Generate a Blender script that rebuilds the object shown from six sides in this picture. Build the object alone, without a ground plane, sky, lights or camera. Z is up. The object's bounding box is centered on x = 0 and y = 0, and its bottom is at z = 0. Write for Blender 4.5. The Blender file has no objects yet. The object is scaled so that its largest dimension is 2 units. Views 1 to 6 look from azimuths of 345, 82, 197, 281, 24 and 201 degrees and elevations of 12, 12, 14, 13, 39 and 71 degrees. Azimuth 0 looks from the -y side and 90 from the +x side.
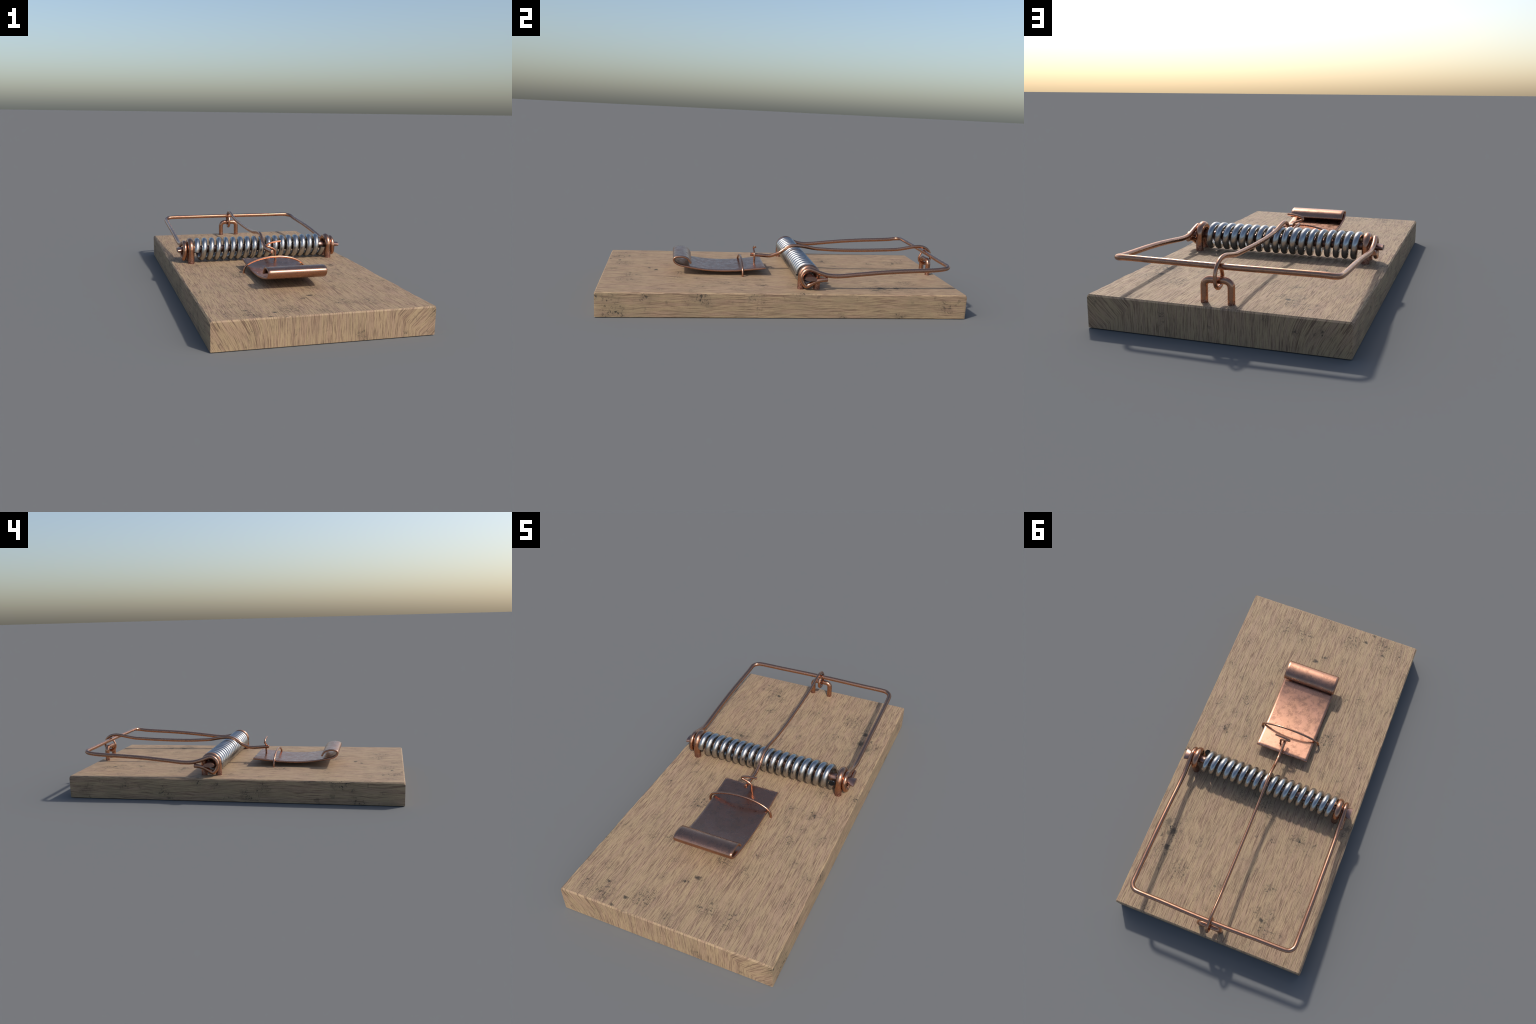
"""A wooden snap mouse trap, set: board, steel coil spring on a copper rod, copper
snap bar held down by a holding rod, and a rolled copper bait pedal with its hook."""
import bpy, math, random
from mathutils import Vector, noise as mnoise

random.seed(7)
TAU = 2 * math.pi

# ------------------------------------------------------------------ node helpers
class Nodes:
    def __init__(self, name):
        self.mat = bpy.data.materials.new(name)
        self.mat.use_nodes = True
        self.nt = self.mat.node_tree
        self.nt.nodes.clear()
        self.out = self.nt.nodes.new("ShaderNodeOutputMaterial")
        self.bsdf = self.nt.nodes.new("ShaderNodeBsdfPrincipled")
        self.nt.links.new(self.bsdf.outputs[0], self.out.inputs[0])
        self.coord = self.nt.nodes.new("ShaderNodeTexCoord").outputs["Object"]

    def put(self, sock, val):
        if isinstance(val, bpy.types.NodeSocket):
            self.nt.links.new(val, sock)
        else:
            sock.default_value = val

    def math(self, op, a, b=0.0, c=0.0, clamp=False):
        n = self.nt.nodes.new("ShaderNodeMath")
        n.operation, n.use_clamp = op, clamp
        for s, v in zip(n.inputs, (a, b, c)):
            self.put(s, v)
        return n.outputs[0]

    def vec(self, op, a, b=(0, 0, 0)):
        n = self.nt.nodes.new("ShaderNodeVectorMath")
        n.operation = op
        self.put(n.inputs[0], a)
        self.put(n.inputs[1], b)
        return n.outputs["Value"] if op in ("DISTANCE", "LENGTH", "DOT_PRODUCT") else n.outputs[0]

    def xyz(self, v):
        n = self.nt.nodes.new("ShaderNodeSeparateXYZ")
        self.put(n.inputs[0], v)
        return n.outputs[0], n.outputs[1], n.outputs[2]

    def join(self, x, y, z):
        n = self.nt.nodes.new("ShaderNodeCombineXYZ")
        for s, v in zip(n.inputs, (x, y, z)):
            self.put(s, v)
        return n.outputs[0]

    def noise(self, v, scale=1.0, detail=2.0, rough=0.5, dist=0.0, colour=False):
        n = self.nt.nodes.new("ShaderNodeTexNoise")
        self.put(n.inputs["Vector"], v)
        n.inputs["Scale"].default_value = scale
        n.inputs["Detail"].default_value = detail
        n.inputs["Roughness"].default_value = rough
        n.inputs["Distortion"].default_value = dist
        return n.outputs["Color" if colour else "Fac"]

    def remap(self, v, a, b, c=0.0, d=1.0, smooth=True):
        n = self.nt.nodes.new("ShaderNodeMapRange")
        n.interpolation_type = "SMOOTHSTEP" if smooth else "LINEAR"
        self.put(n.inputs[0], v)
        for s, x in zip(n.inputs[1:5], (a, b, c, d)):
            s.default_value = x
        return n.outputs[0]

    def mix(self, f, a, b, mode="MIX"):
        n = self.nt.nodes.new("ShaderNodeMix")
        n.data_type, n.blend_type = "RGBA", mode
        self.put(n.inputs[0], f)
        for s, v in ((n.inputs[6], a), (n.inputs[7], b)):
            self.put(s, v if isinstance(v, bpy.types.NodeSocket) else (*v, 1.0))
        return n.outputs[2]

    def bump(self, h, strength, distance):
        n = self.nt.nodes.new("ShaderNodeBump")
        n.inputs["Strength"].default_value = strength
        n.inputs["Distance"].default_value = distance
        self.put(n.inputs["Height"], h)
        self.nt.links.new(n.outputs[0], self.bsdf.inputs["Normal"])

    def finish(self, colour, rough, metal=0.0, spec=0.5):
        self.put(self.bsdf.inputs["Base Color"], colour if isinstance(colour, bpy.types.NodeSocket) else (*colour, 1))
        self.put(self.bsdf.inputs["Roughness"], rough)
        self.bsdf.inputs["Metallic"].default_value = metal
        self.bsdf.inputs["Specular IOR Level"].default_value = spec
        return self.mat

# ------------------------------------------------------------------ materials
TAN = (0.390, 0.274, 0.159)
ROSE = (0.360, 0.240, 0.153)
MAUVE = (0.205, 0.125, 0.081)
PORE = (0.118, 0.068, 0.045)
GRIME = (0.040, 0.034, 0.026)

# smudges and pits on the face of the board: x, y, reach, weight
SMUDGES = [(-.148, -.903, .10, .8), (-.323, -.936, .09, .8), (-.429, -.927, .07, .8), (-.029, -.742, .045, .9),
           (-.128, -.755, .04, .7), (.304, -.322, .06, .9), (.333, -.23, .05, .7), (.354, -.112, .055, .9),
           (-.304, -.557, .05, .7), (-.231, -.536, .04, .7), (.19, -.578, .05, .7), (.477, -.508, .05, .6),
           (.212, -.463, .05, .6), (.455, -.678, .05, .6), (.148, -.805, .04, .6), (.005, -.951, .05, .7),
           (-.399, -.794, .05, .6), (-.442, -.175, .045, .7), (-.082, -.02, .07, .8), (.222, -.101, .05, .6),
           (.42, -.121, .04, .6), (.385, .554, .09, 1.0), (.386, .637, .08, .9), (.431, .52, .08, .9),
           (.272, .735, .10, .8), (-.216, .651, .05, .9), (-.271, .775, .05, .8), (-.262, .862, .06, .9),
           (-.199, .785, .04, .8), (.064, .863, .03, .7), (.04, .472, .04, .6), (.443, .682, .06, .7),
           (-.265, .348, .07, 1.0), (-.359, .60, .05, .6), (-.49, .196, .05, .7), (-.345, .35, .04, .7),
           (-.336, .88, .07, .7), (-.36, -.42, .05, .5)]
PITS = [(-.222, -.927, .011, 1), (.021, -.70, .011, 1), (-.251, -.985, .008, .8), (-.318, -.941, .005, .8),
        (.035, -.992, .006, .7), (.385, .545, .019, .9), (.405, .565, .012, .7), (.386, .637, .013, .9), (-.236, .819, .012, 1),
        (-.265, .348, .011, .7), (-.216, .651, .008, .6), (-.03, -.742, .009, .7), (.354, -.112, .009, .6),
        (-.304, -.557, .005, .7), (-.49, .196, .012, .6), (.430, .505, .017, .7), (.436, .585, .007, .7), (-.046, .41, .007, .5)]


def wood(name, grain):
    """grain: 'face' streaks along y; 'flank' streaks along y seen on the long sides;
    'end' streaks standing up, fanning out at the corners."""
    N = Nodes(name)
    x, y, z = N.xyz(N.coord)
    slow = N.noise(N.coord, 5.0, 2.0)
    if grain == "face":
        sway = N.math("MULTIPLY", N.math("SUBTRACT", slow, 0.5), 0.012)
        across, along = N.math("ADD", x, sway), y
    elif grain == "flank":
        sway = N.math("MULTIPLY", N.math("SUBTRACT", N.noise(N.join(0.0, y, z), 4.0, 1.0), 0.5), 0.035)
        across, along = N.math("ADD", z, sway), y
    else:
        ax = N.math("ABSOLUTE", x)
        kink = N.math("SUBTRACT", N.math("ADD", ax, N.math("MULTIPLY", z, 1.15)), 0.455)
        kink = N.math("MULTIPLY", N.math("SMOOTH_MAX", kink, 0.0, 0.012), 0.46)
        fan = N.math("SUBTRACT", N.math("ADD", ax, N.math("MULTIPLY", z, 0.9)), 0.36)
        fan = N.math("MULTIPLY", N.math("SMOOTH_MAX", fan, 0.0, 0.14), 0.38)
        right = N.math("GREATER_THAN", x, 0.0)
        over = N.math("ADD", N.math("MULTIPLY", kink, right), N.math("MULTIPLY", fan, N.math("SUBTRACT", 1.0, right)))
        lean = N.math("SUBTRACT", ax, over)
        sway = N.math("MULTIPLY", N.math("SUBTRACT", slow, 0.5), 0.008)
        across = N.math("ADD", N.math("MULTIPLY", lean, N.math("SIGN", x)), sway)
        along = z
    salt = {"face": 0.0, "flank": 3.7, "end": 9.1}[grain]

    stretch = 0.6 if grain == "flank" else 1.0

    def streak(w, l, detail=3.0, rough=0.6, off=0.0):
        l = l * stretch
        return N.noise(N.join(N.math("MULTIPLY", across, w), N.math("MULTIPLY", along, l), salt + off), 1.0, detail, rough)

    broad = streak(45, 4.0, 2.0, .5)
    mid = streak(235, 11.0, 3.0, .65, 1.3)
    fine = streak(430, 24.0, 2.0, .6, 2.9)
    pores = streak(330, 12.0, 2.0, .6, 5.1)
    tone = N.math("ADD", N.math("MULTIPLY", broad, .12), N.math("ADD", N.math("MULTIPLY", mid, .52), N.math("MULTIPLY", fine, .36)))
    f_mauve = N.remap(tone, .475, .61)
    ground = N.mix(N.remap(streak(70, 6.0, 2.0, .5, 7.7), .42, .62), TAN, ROSE)
    col = N.mix(f_mauve, ground, MAUVE)
    f_pore = N.math("MULTIPLY", N.remap(pores, .53, .66), N.remap(mid, .40, .58, .35, 1.0))
    col = N.mix(N.math("MULTIPLY", f_pore, .80), col, PORE)
    crumb = N.noise(N.coord, 190.0, 2.0, .65)
    col = N.mix(N.remap(crumb, .50, .72, 0.0, .20), col, PORE)
    cloud = N.noise(N.coord, 7.0, 3.0, .6)
    col = N.mix(N.remap(cloud, .35, .7, 0.0, .50 if grain == "flank" else .22), col, (.270, .206, .120))

    # grime: curly hair scratches and blotches where the smudges sit, and solid pits
    wob = N.vec("MULTIPLY", N.vec("SUBTRACT", N.noise(N.coord, 55.0, 2.0, colour=True), (.5, .5, .5)), (.03, .03, .03))
    if grain == "face":
        flat = N.join(x, y, 0.0)
        flatw = N.vec("ADD", flat, N.vec("MULTIPLY", wob, (1, 1, 0)))
        field = None
        for sx, sy, r, w in SMUDGES:
            m = N.remap(N.vec("DISTANCE", flatw, (sx, sy, 0)), r, r * .15, 0.0, w)
            field = m if field is None else N.math("MAXIMUM", field, m)
        pit = None
        for sx, sy, r, w in PITS:
            m = N.remap(N.vec("DISTANCE", flatw, (sx, sy, 0)), r * 1.6, r * .55, 0.0, w)
            pit = m if pit is None else N.math("MAXIMUM", pit, m)
        field = N.math("MAXIMUM", field, N.remap(N.noise(N.coord, 6.5, 2.0), .55, .72, 0.0, .7))
    else:
        field = N.remap(N.noise(N.coord, 9.0, 2.0), .53, .68, 0.0, .9)
        pit = N.remap(N.noise(N.vec("ADD", N.coord, wob), 26.0, 0.0), .76, .84, 0.0, .35)
    hair = N.noise(N.coord, 34.0, 1.0, .5, 1.2)
    hair = N.remap(N.math("ABSOLUTE", N.math("SUBTRACT", hair, .50)), .003, .024, 1.0, 0.0)
    broken = N.remap(N.noise(N.coord, 50.0, 2.0), .38, .54)
    hair = N.math("MULTIPLY", N.math("MULTIPLY", hair, broken), field)
    blotch = N.math("MULTIPLY", N.remap(N.noise(N.coord, 60.0, 3.0, .65), .55, .66), field)
    grime = N.math("ADD", N.math("MULTIPLY", hair, 1.0), N.math("MULTIPLY", blotch, .85))
    grime = N.math("ADD", grime, N.math("MULTIPLY", field, .16), clamp=True)
    grime = N.math("MAXIMUM", grime, N.math("MULTIPLY", pit, .9))
    col = N.mix(grime, col, GRIME)
    h = N.math("SUBTRACT", N.math("MULTIPLY", fine, .5), N.math("ADD", f_pore, N.math("MULTIPLY", grime, .8)))
    N.bump(h, .35, .003)
    return N.finish(col, N.remap(tone, .3, .7, .62, .78), 0.0, .35)


def copper(name, base=(.50, .262, .165), dark=(.30, .155, .112), rough=(.18, .32), grain=42.0, spots=.5, foot=0.0, sheet=False):
    N = Nodes(name)
    x, y, z = N.xyz(N.coord)
    cloud = N.noise(N.coord, grain, 4.0, .62)
    fine = N.noise(N.coord, grain * 6, 2.0, .6)
    m = N.math("ADD", N.math("MULTIPLY", cloud, .7), N.math("MULTIPLY", fine, .3))
    f = N.remap(m, .42, .66, 0.0, spots)
    col = N.mix(f, base, dark)
    if sheet:  # broad brown tarnish in the middle of the plate
        col = N.mix(N.remap(N.noise(N.coord, 9.0, 3.0, .6), .40, .62, 0.0, .8), col, (.385, .210, .138))
        ragged = N.math("ADD", y, N.math("MULTIPLY", N.math("SUBTRACT", N.noise(N.coord, 75.0, 3.0, .7), .5), .035))
        col = N.mix(N.remap(ragged, -.078, -.071, 0.0, .85), col, (.70, .42, .31))
        scuff = N.noise(N.vec("MULTIPLY", N.coord, (260, 40, 260)), 1.0, 2.0)
        m = N.math("ADD", m, N.remap(scuff, .60, .75, 0.0, .22))
    ro = N.remap(m, .35, .65, rough[0], rough[1])
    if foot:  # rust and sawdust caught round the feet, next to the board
        n = N.noise(N.coord, 150.0, 3.0, .7)
        edge = N.math("ADD", z, N.math("MULTIPLY", N.math("SUBTRACT", n, .5), .07))
        near = N.remap(edge, .134 + .3 * foot, .134 + foot, 1.0, 0.0)
        speck = N.noise(N.coord, 230.0, 2.0, .6)
        rust = N.mix(N.remap(speck, .42, .62), (.13, .045, .038), (.45, .27, .22))
        col = N.mix(N.math("MULTIPLY", near, .8), col, rust)
        ro = N.math("ADD", ro, N.math("MULTIPLY", near, .22))
        N.bump(N.math("ADD", N.math("MULTIPLY", fine, .15), N.math("MULTIPLY", near, speck)), .35, .002)
    else:
        N.bump(N.math("ADD", N.math("MULTIPLY", fine, .5), cloud), .04, .002)
    return N.finish(col, ro, 1.0)


def steel(name):
    N = Nodes(name)
    cloud = N.noise(N.coord, 30.0, 3.0, .6)
    fleck = N.noise(N.coord, 90.0, 2.0, .5)
    col = N.mix(N.remap(cloud, .45, .7, 0.0, .5), (.45, .445, .435), (.37, .365, .355))
    col = N.mix(N.remap(fleck, .68, .76, 0.0, .4), col, (.34, .19, .12))
    return N.finish(col, N.remap(cloud, .35, .65, .24, .34), 1.0)


def black_cap(name):
    N = Nodes(name)
    c = N.mix(N.noise(N.coord, 80.0), (.004, .004, .004), (.012, .011, .010))
    return N.finish(c, .9, 0.0, .1)


WOOD_FACE, WOOD_FLANK, WOOD_END = wood("weathered_wood_face", "face"), wood("weathered_wood_flank", "flank"), wood("weathered_wood_end", "end")
COPPER = copper("aged_copper_wire")
COPPER_THICK = copper("aged_copper_staple", foot=.045)
COPPER_LATCH = copper("aged_copper_latch_staple", foot=.016)
COPPER_SHEET = copper("aged_copper_sheet", base=(.475, .255, .172), dark=(.34, .185, .135), rough=(.23, .39), grain=34.0, spots=.7, sheet=True)
COPPER_SHADE_TINTED = copper("copper_rod_darkened_for_shade", base=(.36, .215, .170), dark=(.22, .13, .11), rough=(.32, .44), spots=.6)  # same copper, base colour darkened for the shade between the coils
STEEL, BLACK_CAP = steel("spring_steel"), black_cap("black_end_disc")

# ------------------------------------------------------------------ geometry helpers
thing = bpy.data.objects.new("mouse_trap", None)
thing.empty_display_size = .2
bpy.context.scene.collection.objects.link(thing)
thing["label"] = "set wooden mouse trap with coil spring and copper bait pedal"
thing["category"] = "mouse trap"


def build(name, verts, faces, mats, index=None, parent=thing, sharp=40.0):
    me = bpy.data.meshes.new(name)
    me.from_pydata([tuple(v) for v in verts], [], faces)
    for m in mats:
        me.materials.append(m)
    if index:
        me.polygons.foreach_set("material_index", index)
    me.polygons.foreach_set("use_smooth", [True] * len(me.polygons))
    me.update()
    me.set_sharp_from_angle(angle=math.radians(sharp))
    ob = bpy.data.objects.new(name, me)
    bpy.context.scene.collection.objects.link(ob)
    ob.parent = parent
    return ob


def smooth_path(pts, step=.004):
    """Catmull-Rom (centripetal) curve through the points, sampled about every step."""
    P = [Vector(p) for p in pts]
    P = [P[0] * 2 - P[1]] + P + [P[-1] * 2 - P[-2]]
    out = []
    for i in range(1, len(P) - 2):
        a, b, c, d = P[i - 1:i + 3]
        t0, t1 = 0.0, (b - a).length ** .5
        t2 = t1 + (c - b).length ** .5
        t3 = t2 + (d - c).length ** .5
        n = max(2, int((c - b).length / step))
        for k in range(n):
            t = t1 + (t2 - t1) * k / n
            A1 = a.lerp(b, (t - t0) / (t1 - t0)); A2 = b.lerp(c, (t - t1) / (t2 - t1)); A3 = c.lerp(d, (t - t2) / (t3 - t2))
            B1 = A1.lerp(A2, (t - t0) / (t2 - t0)); B2 = A2.lerp(A3, (t - t1) / (t3 - t1))
            out.append(B1.lerp(B2, (t - t1) / (t2 - t1)))
    out.append(P[-2])
    return out


def tube(path, radius, sides=14, up=None, bevel=.18, cap=True):
    """Sweep an ellipse along the path. radius(s) -> (half width along `up`, half width across).
    up: constant reference axis, or None for a rotation-minimising frame."""
    n = len(path)
    tang = []
    for i in range(n):
        t = path[min(i + 1, n - 1)] - path[max(i - 1, 0)]
        tang.append(t.normalized())
    length = [0.0]
    for i in range(1, n):
        length.append(length[-1] + (path[i] - path[i - 1]).length)
    tot = length[-1]
    frames, u = [], None
    for i in range(n):
        t = tang[i]
        if up is not None:
            u = Vector(up)
        elif u is None:
            u = Vector((0, 0, 1)) if abs(t.z) < .8 else Vector((1, 0, 0))
        u = (u - t * u.dot(t)).normalized()
        frames.append((u.copy(), t.cross(u)))
    rings = []
    r0, r1 = radius(0.0), radius(1.0)
    if cap:
        b = min(r0) * bevel
        rings.append((path[0], frames[0], 1 - bevel, 0.0))
        rings.append((path[0] + tang[0] * b, frames[0], 1.0, 0.0))
        inner = [(path[i], frames[i], 1.0, length[i] / tot) for i in range(1, n - 1)]
        rings += inner
        b = min(r1) * bevel
        rings.append((path[-1] - tang[-1] * b, frames[-1], 1.0, 1.0))
        rings.append((path[-1], frames[-1], 1 - bevel, 1.0))
    else:
        rings = [(path[i], frames[i], 1.0, length[i] / tot) for i in range(n)]
    V, F = [], []
    for p, (u, v), k, s in rings:
        a, b = radius(s)
        for j in range(sides):
            w = TAU * j / sides
            V.append(p + u * (a * k * math.cos(w)) + v * (b * k * math.sin(w)))
    for i in range(len(rings) - 1):
        for j in range(sides):
            q = (j + 1) % sides
            F.append((i * sides + j, i * sides + q, (i + 1) * sides + q, (i + 1) * sides + j))
    if cap:
        F.append(tuple(reversed(range(sides))))
        e = (len(rings) - 1) * sides
        F.append(tuple(range(e, e + sides)))
    return V, F


def lerp_table(table):
    def f(s):
        for (a, va), (b, vb) in zip(table, table[1:]):
            if s <= b:
                k = (s - a) / (b - a)
                return tuple(p + (q - p) * k for p, q in zip(va, vb))
        return table[-1][1]
    return f

# ------------------------------------------------------------------ wooden board
HX, HY, TOP = .5185, 1.0, .1340

def board():
    V, F, M = [], [], []
    end = .0062

    def chip(y, side):
        n = mnoise.noise(Vector((y * 7.0, side * 5.3, 1.7)))
        n += .5 * mnoise.noise(Vector((y * 23.0, side * 9.1, 4.2)))
        return max(.0020, .0060 + .0055 * n)

    ys = [-HY, -HY + end] + [-HY + end + (2 * HY - 2 * end) * i / 260 for i in range(1, 260)] + [HY - end, HY]
    nx = 24
    for k, y in enumerate(ys):
        tip = k in (0, len(ys) - 1)
        drop = end if tip else 0.0
        low = .0004 if tip else 0.0
        l, r = chip(y, -1), chip(y, 1)
        dl, dr = .0045 + l * .35, .0045 + r * .35
        cx = .0016 if tip else 0.0
        ring = [(-HX + cx, .0008), (-HX + cx, TOP - drop - dl)]
        top = TOP - drop
        xl, xr = -HX + l + cx, HX - r - cx
        for i in range(nx + 1):
            ring.append((xl + (xr - xl) * i / nx, top))
        ring += [(HX - cx, top - dr), (HX - cx, .0008), (HX - cx - .0008, low), (-HX + cx + .0008, low)]
        V += [(a, y, b) for a, b in ring]
    m = nx + 7
    for k in range(len(ys) - 1):
        bev = k in (0, len(ys) - 2)
        for j in range(m):
            q = (j + 1) % m
            F.append((k * m + j, k * m + q, (k + 1) * m + q, (k + 1) * m + j))
            if j in (0, nx + 3, nx + 4, nx + 6):
                M.append(1)
            else:
                M.append(2 if bev and 2 <= j <= nx + 1 else 0)
    F.append(tuple(range(m)))
    M.append(2)
    e = (len(ys) - 1) * m
    F.append(tuple(reversed(range(e, e + m))))
    M.append(2)
    F = [tuple(reversed(f)) for f in F]
    return build("wooden_base", V, F, [WOOD_FACE, WOOD_FLANK, WOOD_END], M, sharp=22)

board()

# ------------------------------------------------------------------ coil spring
SY, SZ, SR = .1290, .2056, .0502

def spring():
    x0, x1, turns = -.3808, .3755, 18
    a0, a1 = -.10, turns * TAU - .05
    steps = 18 * 44
    path, rad = [], []
    for i in range(steps + 1):
        k = i / steps
        a = a0 + (a1 - a0) * k
        x = x0 + (x1 - x0) * k
        path.append(Vector((x, SY - SR * math.cos(a), SZ + SR * math.sin(a))))
    # the wire is drawn unevenly: half widths along the axis, turn by turn
    turn = [.0164, .0160, .0156, .0147, .0136, .0150, .0167, .0162, .0159, .0158, .0156, .0152, .0154, .0174, .0168, .0162, .0158, .0154]
    wide = lerp_table([(i / 17, (w, .0157)) for i, w in enumerate(turn)])
    V, F = tube(path, wide, sides=16, up=(1, 0, 0), cap=False)
    M = [0] * len(F)
    S, rings = 16, steps + 1
    for first in (True, False):  # flat black discs closing the ends of the wire
        i = 0 if first else rings - 1
        c = path[i]
        t = (path[1] - path[0]).normalized() if first else (path[-2] - path[-1]).normalized()
        base = i * S
        prev = [base + j for j in range(S)]
        for k, depth, mat in ((.97, .0, 1),):
            cur = []
            for j in range(S):
                cur.append(len(V))
                V.append(c + (V[base + j] - c) * k + t * depth)
            for j in range(S):
                q = (j + 1) % S
                f = (prev[j], prev[q], cur[q], cur[j])
                F.append(tuple(reversed(f)) if first else f)
                M.append(mat)
            prev = cur
        F.append(tuple(reversed(prev)) if first else tuple(prev))
        M.append(1)
    return build("coil_spring", V, F, [STEEL, BLACK_CAP], M)

spring()

# ------------------------------------------------------------------ rod through the spring, ends hammered flat
def rod():
    xs = [(-.4835, 1.0), (-.480, .97), (-.470, .80), (-.460, .55), (-.450, .30), (-.438, .10), (-.425, 0.0)]
    full = xs + [(-.3 + .1 * i, 0.0) for i in range(7)] + [(-x, f) for x, f in reversed(xs)]
    S, V, F = 28, [], []
    for x, f in full:
        ry, rz = .0205 + (.0330 - .0205) * f, .0205 + (.0122 - .0205) * f
        V += [(x, .1290 + ry * math.cos(TAU * j / S), .2058 + rz * math.sin(TAU * j / S)) for j in range(S)]
    for i in range(len(full) - 1):
        for j in range(S):
            q = (j + 1) % S
            F.append((i * S + j, i * S + q, (i + 1) * S + q, (i + 1) * S + j))
    F.append(tuple(reversed(range(S))))
    F.append(tuple(range((len(full) - 1) * S, len(full) * S)))
    build("spring_rod", V, F, [COPPER_SHADE_TINTED])

rod()

# ------------------------------------------------------------------ heavy staples holding the rod
def arch(half, foot, crown, corner, flat_x, axis):
    """Centre line of a staple: two legs joined over the top, in plane axis ('y' or 'x')."""
    pts = [(-half, foot), (-half, crown - corner - .012)]
    for i in range(9):
        a = math.pi - math.pi / 2 * i / 8
        pts.append((-half + corner + corner * math.cos(a), crown - corner + corner * math.sin(a)))
    pts += [(-x, z) for x, z in reversed(pts)]
    return pts

def staple(x):
    line = arch(.0440, .105, .2527, .0438, x, "y")
    path = smooth_path([(x, .1312 + a, z) for a, z in line], .005)
    V, F = tube(path, lambda s: (.0186, .0183), 18, up=(1, 0, 0))
    build("staple", V, F, [COPPER_THICK])

staple(.4105)
staple(-.4105)

def latch_staple():
    line = arch(.0535, .105, .2230, .0245, 0, "x")
    path = smooth_path([(a - .0015, .9448, z) for a, z in line], .004)
    V, F = tube(path, lambda s: (.0141, .0141), 16, up=(0, 1, 0))
    build("latch_staple", V, F, [COPPER_LATCH])

latch_staple()

# ------------------------------------------------------------------ snap bar, one wire from tail to tail
def snap_bar():
    tail_to_ring = [(.2260, .1972, .0075), (.1940, .1942, .0072), (.1660, .1862, .0068), (.1385, .1705, .0040),
                    (.1225, .1600, .0022), (.1125, .1566, .0015), (.1020, .1632, .0008), (.0900, .1810, -.001),
                    (.0862, .2110, -.003), (.0995, .2355, -.004), (.1250, .2476, -.004)]
    arm = [(.1520, .2410, -.002), (.1800, .2310, .000), (.2190, .2195, .000), (.2450, .2155, .000), (.2740, .2143, .001),
           (.3180, .2168, .0015), (.3900, .2245, .002), (.5270, .2380, .002), (.6500, .2465, .0015), (.7800, .2530, .000),
           (.8500, .2575, -.001)]
    xr = .4455

    def flank(sign):
        return [(sign * (xr + d) - .0025, y, z) for y, z, d in tail_to_ring + arm]

    def corner(sign):
        c, r = xr - .0020 - .040, .040
        return [(sign * (c + r * math.cos(a)) - .0025, .8795 + r * math.sin(a), .2615 + .0085 * (i / 5))
                for i, a in enumerate([math.pi / 2 * j / 5 for j in range(6)])]
    right = flank(1) + corner(1)
    left = flank(-1) + corner(-1)
    pts = right + [(.25, .9218, .2705), (.09, .9255, .2705), (-.09, .9255, .2705), (-.25, .9218, .2705)] + list(reversed(left))
    path = smooth_path(pts, .004)
    V, F = tube(path, lambda s: (.0120, .0120), 14)
    build("snap_bar", V, F, [COPPER])

snap_bar()

# ------------------------------------------------------------------ holding rod: tip under the hook, eye round the latch staple
def holding_rod():
    prof = [(-.1480, .2318), (-.1150, .2288), (-.0781, .2262), (-.0285, .2245), (.0015, .2335), (.0294, .2448), (.0568, .2650),
            (.0844, .2812), (.1080, .2883), (.1290, .2893), (.1800, .2845), (.2426, .2740), (.3000, .2702), (.3780, .2672), (.4610, .2672),
            (.5700, .2695), (.6500, .2726), (.7200, .2760), (.7627, .2788), (.8229, .2892), (.8670, .2975), (.9000, .2995),
            (.9249, .2958), (.9460, .2865), (.9640, .2720), (.9745, .2520), (.9770, .2290), (.9700, .2080), (.9560, .1972), (.9380, .1942), (.9205, .1992),
            (.9080, .2115), (.9050, .2340), (.9110, .2500), (.9180, .2615)]
    path = smooth_path([(-.0042, y, z) for y, z in prof], .0035)
    rad = lerp_table([(0, (.0085, .0104)), (.75, (.0082, .0103)), (.84, (.0078, .0095)), (.88, (.0074, .0062)), (.905, (.0080, .0066)), (.93, (.0088, .0104)), (.96, (.0078, .0066)), (1.0, (.0076, .0056))])
    V, F = tube(path, rad, 14, up=(1, 0, 0))
    build("holding_rod", V, F, [COPPER])

holding_rod()

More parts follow.
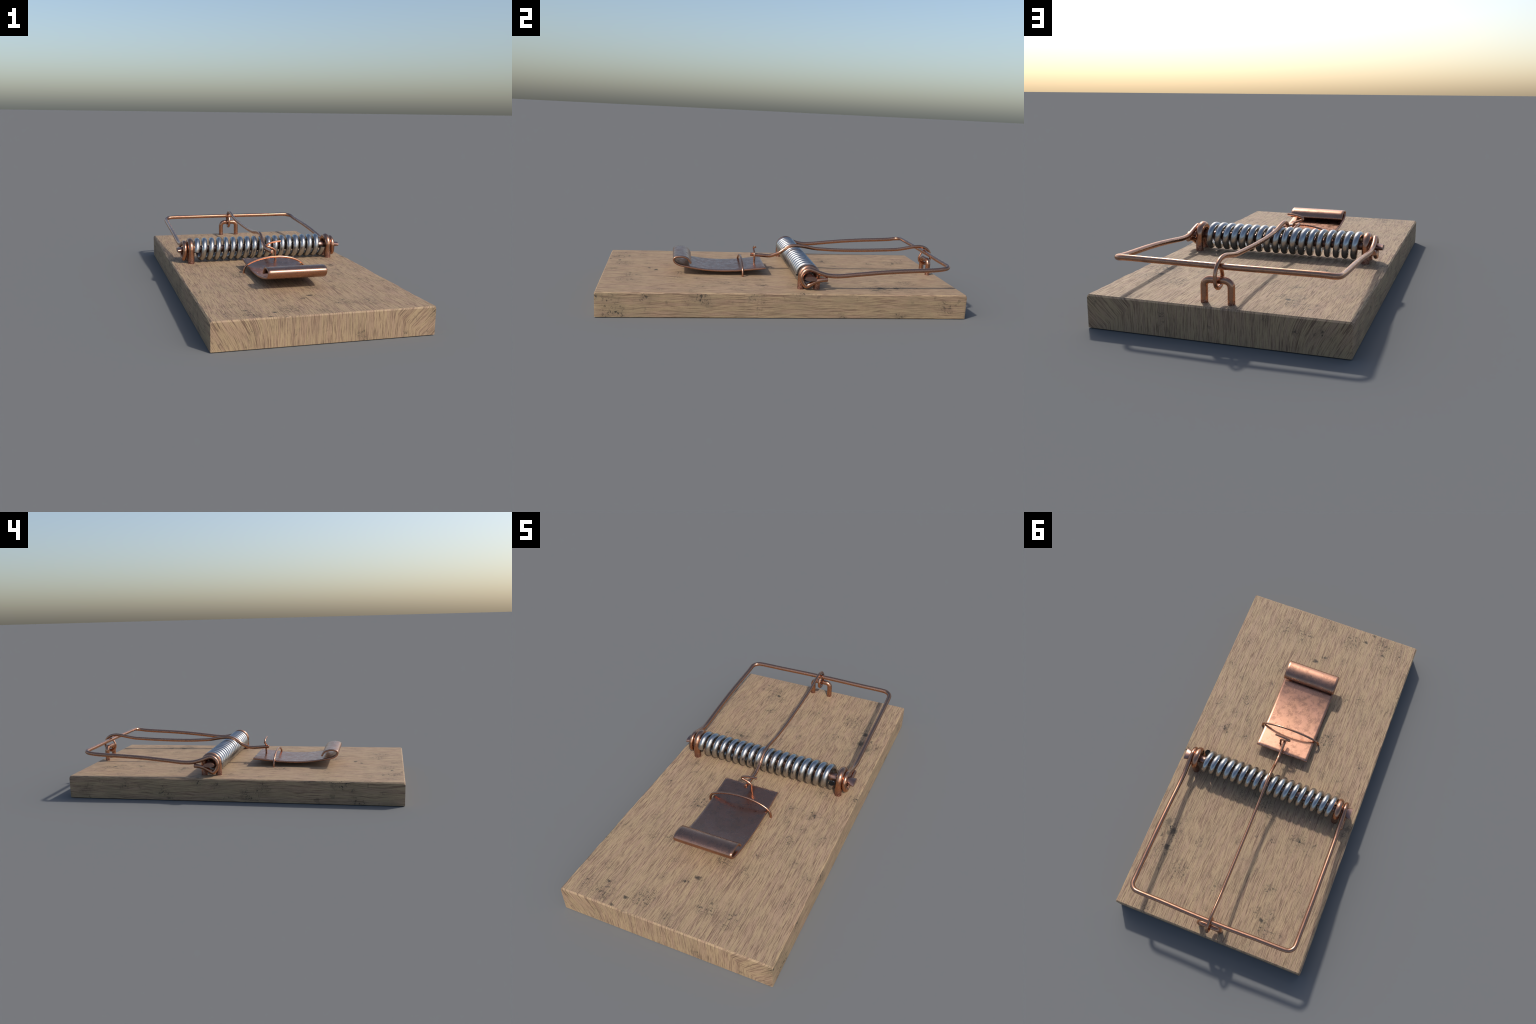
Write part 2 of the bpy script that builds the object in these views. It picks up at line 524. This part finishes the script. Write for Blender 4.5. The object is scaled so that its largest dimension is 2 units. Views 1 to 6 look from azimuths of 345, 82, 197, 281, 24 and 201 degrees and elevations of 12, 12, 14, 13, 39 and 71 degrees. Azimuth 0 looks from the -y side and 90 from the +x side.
# ------------------------------------------------------------------ bait pedal: curved sheet with a rolled lip
def pedal():
    under = [(-.0715, .1785), (-.1400, .1712), (-.2258, .1625), (-.3100, .1592), (-.4000, .1618), (-.4732, .1702), (-.5300, .1808),
             (-.5690, .1895), (-.5915, .2018), (-.6030, .2180), (-.6020, .2325), (-.5880, .2400), (-.5666, .2436), (-.5400, .2410),
             (-.5170, .2305), (-.5040, .2120), (-.4998, .2030)]
    line = smooth_path([(0, y, z) for y, z in under], .006)
    grow, th, b, hold = .0022, .0105, .0024, .013

    def at(dist):
        """Point of the sheet's line at this distance from its plain end."""
        run = 0.0
        for p, q in zip(line, line[1:]):
            d = (q - p).length
            if run + d >= dist:
                return p.lerp(q, (dist - run) / d)
            run += d
        return line[-1]
    total = sum((q - p).length for p, q in zip(line, line[1:]))
    dists = [0.0, b, .018] + [.018 + (total - .018 - .012) * k / 90 for k in range(1, 91)] + [total - b, total]
    pts = [at(d) for d in dists]
    n, sheet = len(pts), []
    for i, p in enumerate(pts):
        t = (at(min(dists[i] + .003, total)) - at(max(dists[i] - .003, 0.0))).normalized()
        nrm = Vector((0, t.z, -t.y))        # towards the inside of the roll
        sheet.append((p - nrm * grow, nrm, b if i in (0, n - 1) else 0.0))

    def across(y):
        left, right = -.1535 - .012 * max(0.0, -(y + .35)), .1435 + .001 * (-y)
        mid = [left + hold + (right - left - 2 * hold) * k / 4 for k in range(5)]
        return [left, left + b] + mid + [right - b, right]
    V, F, cols, m = [], [], 9, 2 * n
    for i in range(cols):
        rim = b if i in (0, cols - 1) else 0.0
        for p, nr, e in sheet:
            V.append((across(p.y)[i], *(p + nr * max(rim, e)).yz))
        for p, nr, e in reversed(sheet):
            V.append((across(p.y)[i], *(p + nr * (th - max(rim, e))).yz))
    for i in range(cols - 1):
        for j in range(m):
            q = (j + 1) % m
            F.append((i * m + j, i * m + q, (i + 1) * m + q, (i + 1) * m + j))
    for i, flip in ((0, True), (cols - 1, False)):
        for j in range(n - 1):
            f = (i * m + j, i * m + j + 1, i * m + m - 2 - j, i * m + m - 1 - j)
            F.append(tuple(reversed(f)) if flip else f)
    ob = build("bait_pedal", V, F, [COPPER_SHEET], sharp=50)
    return ob

PEDAL = pedal()

def catch_hook():
    y = -.1258
    pts = [(.0285, y, .1600), (.0262, y, .1700), (.0222, y, .1850), (.0203, y, .2050), (.0200, y, .2270), (.0175, y, .2370), (.0080, y, .2455), (-.0130, y, .2545),
           (-.0265, y, .2590), (-.0318, y, .2642), (-.0255, y, .2722), (-.0120, y, .2775), (.0040, y, .2815), (.0290, y, .2845), (.0510, y, .2862)]
    path = smooth_path(pts, .003)
    V, F = tube(path, lambda s: (.0059, .0059), 12)
    build("catch_hook", V, F, [COPPER], parent=PEDAL)

catch_hook()

def hinge_hoop():
    y = -.2065
    pts = [(-.1770, y, .120), (-.1768, y, .140), (-.1735, y, .160), (-.1655, y, .1745), (-.1525, y, .1845), (-.1010, y, .2045), (-.0470, y, .2150),
           (.0, y, .2178), (.0350, y, .2162), (.0750, y, .2098), (.1110, y, .1985), (.1430, y, .1815), (.1560, y, .1660), (.1605, y, .1480), (.1612, y, .120)]
    path = smooth_path(pts, .004)
    V, F = tube(path, lambda s: (.0058, .0058), 12, up=(0, 1, 0))
    build("hinge_hoop", V, F, [COPPER])

hinge_hoop()
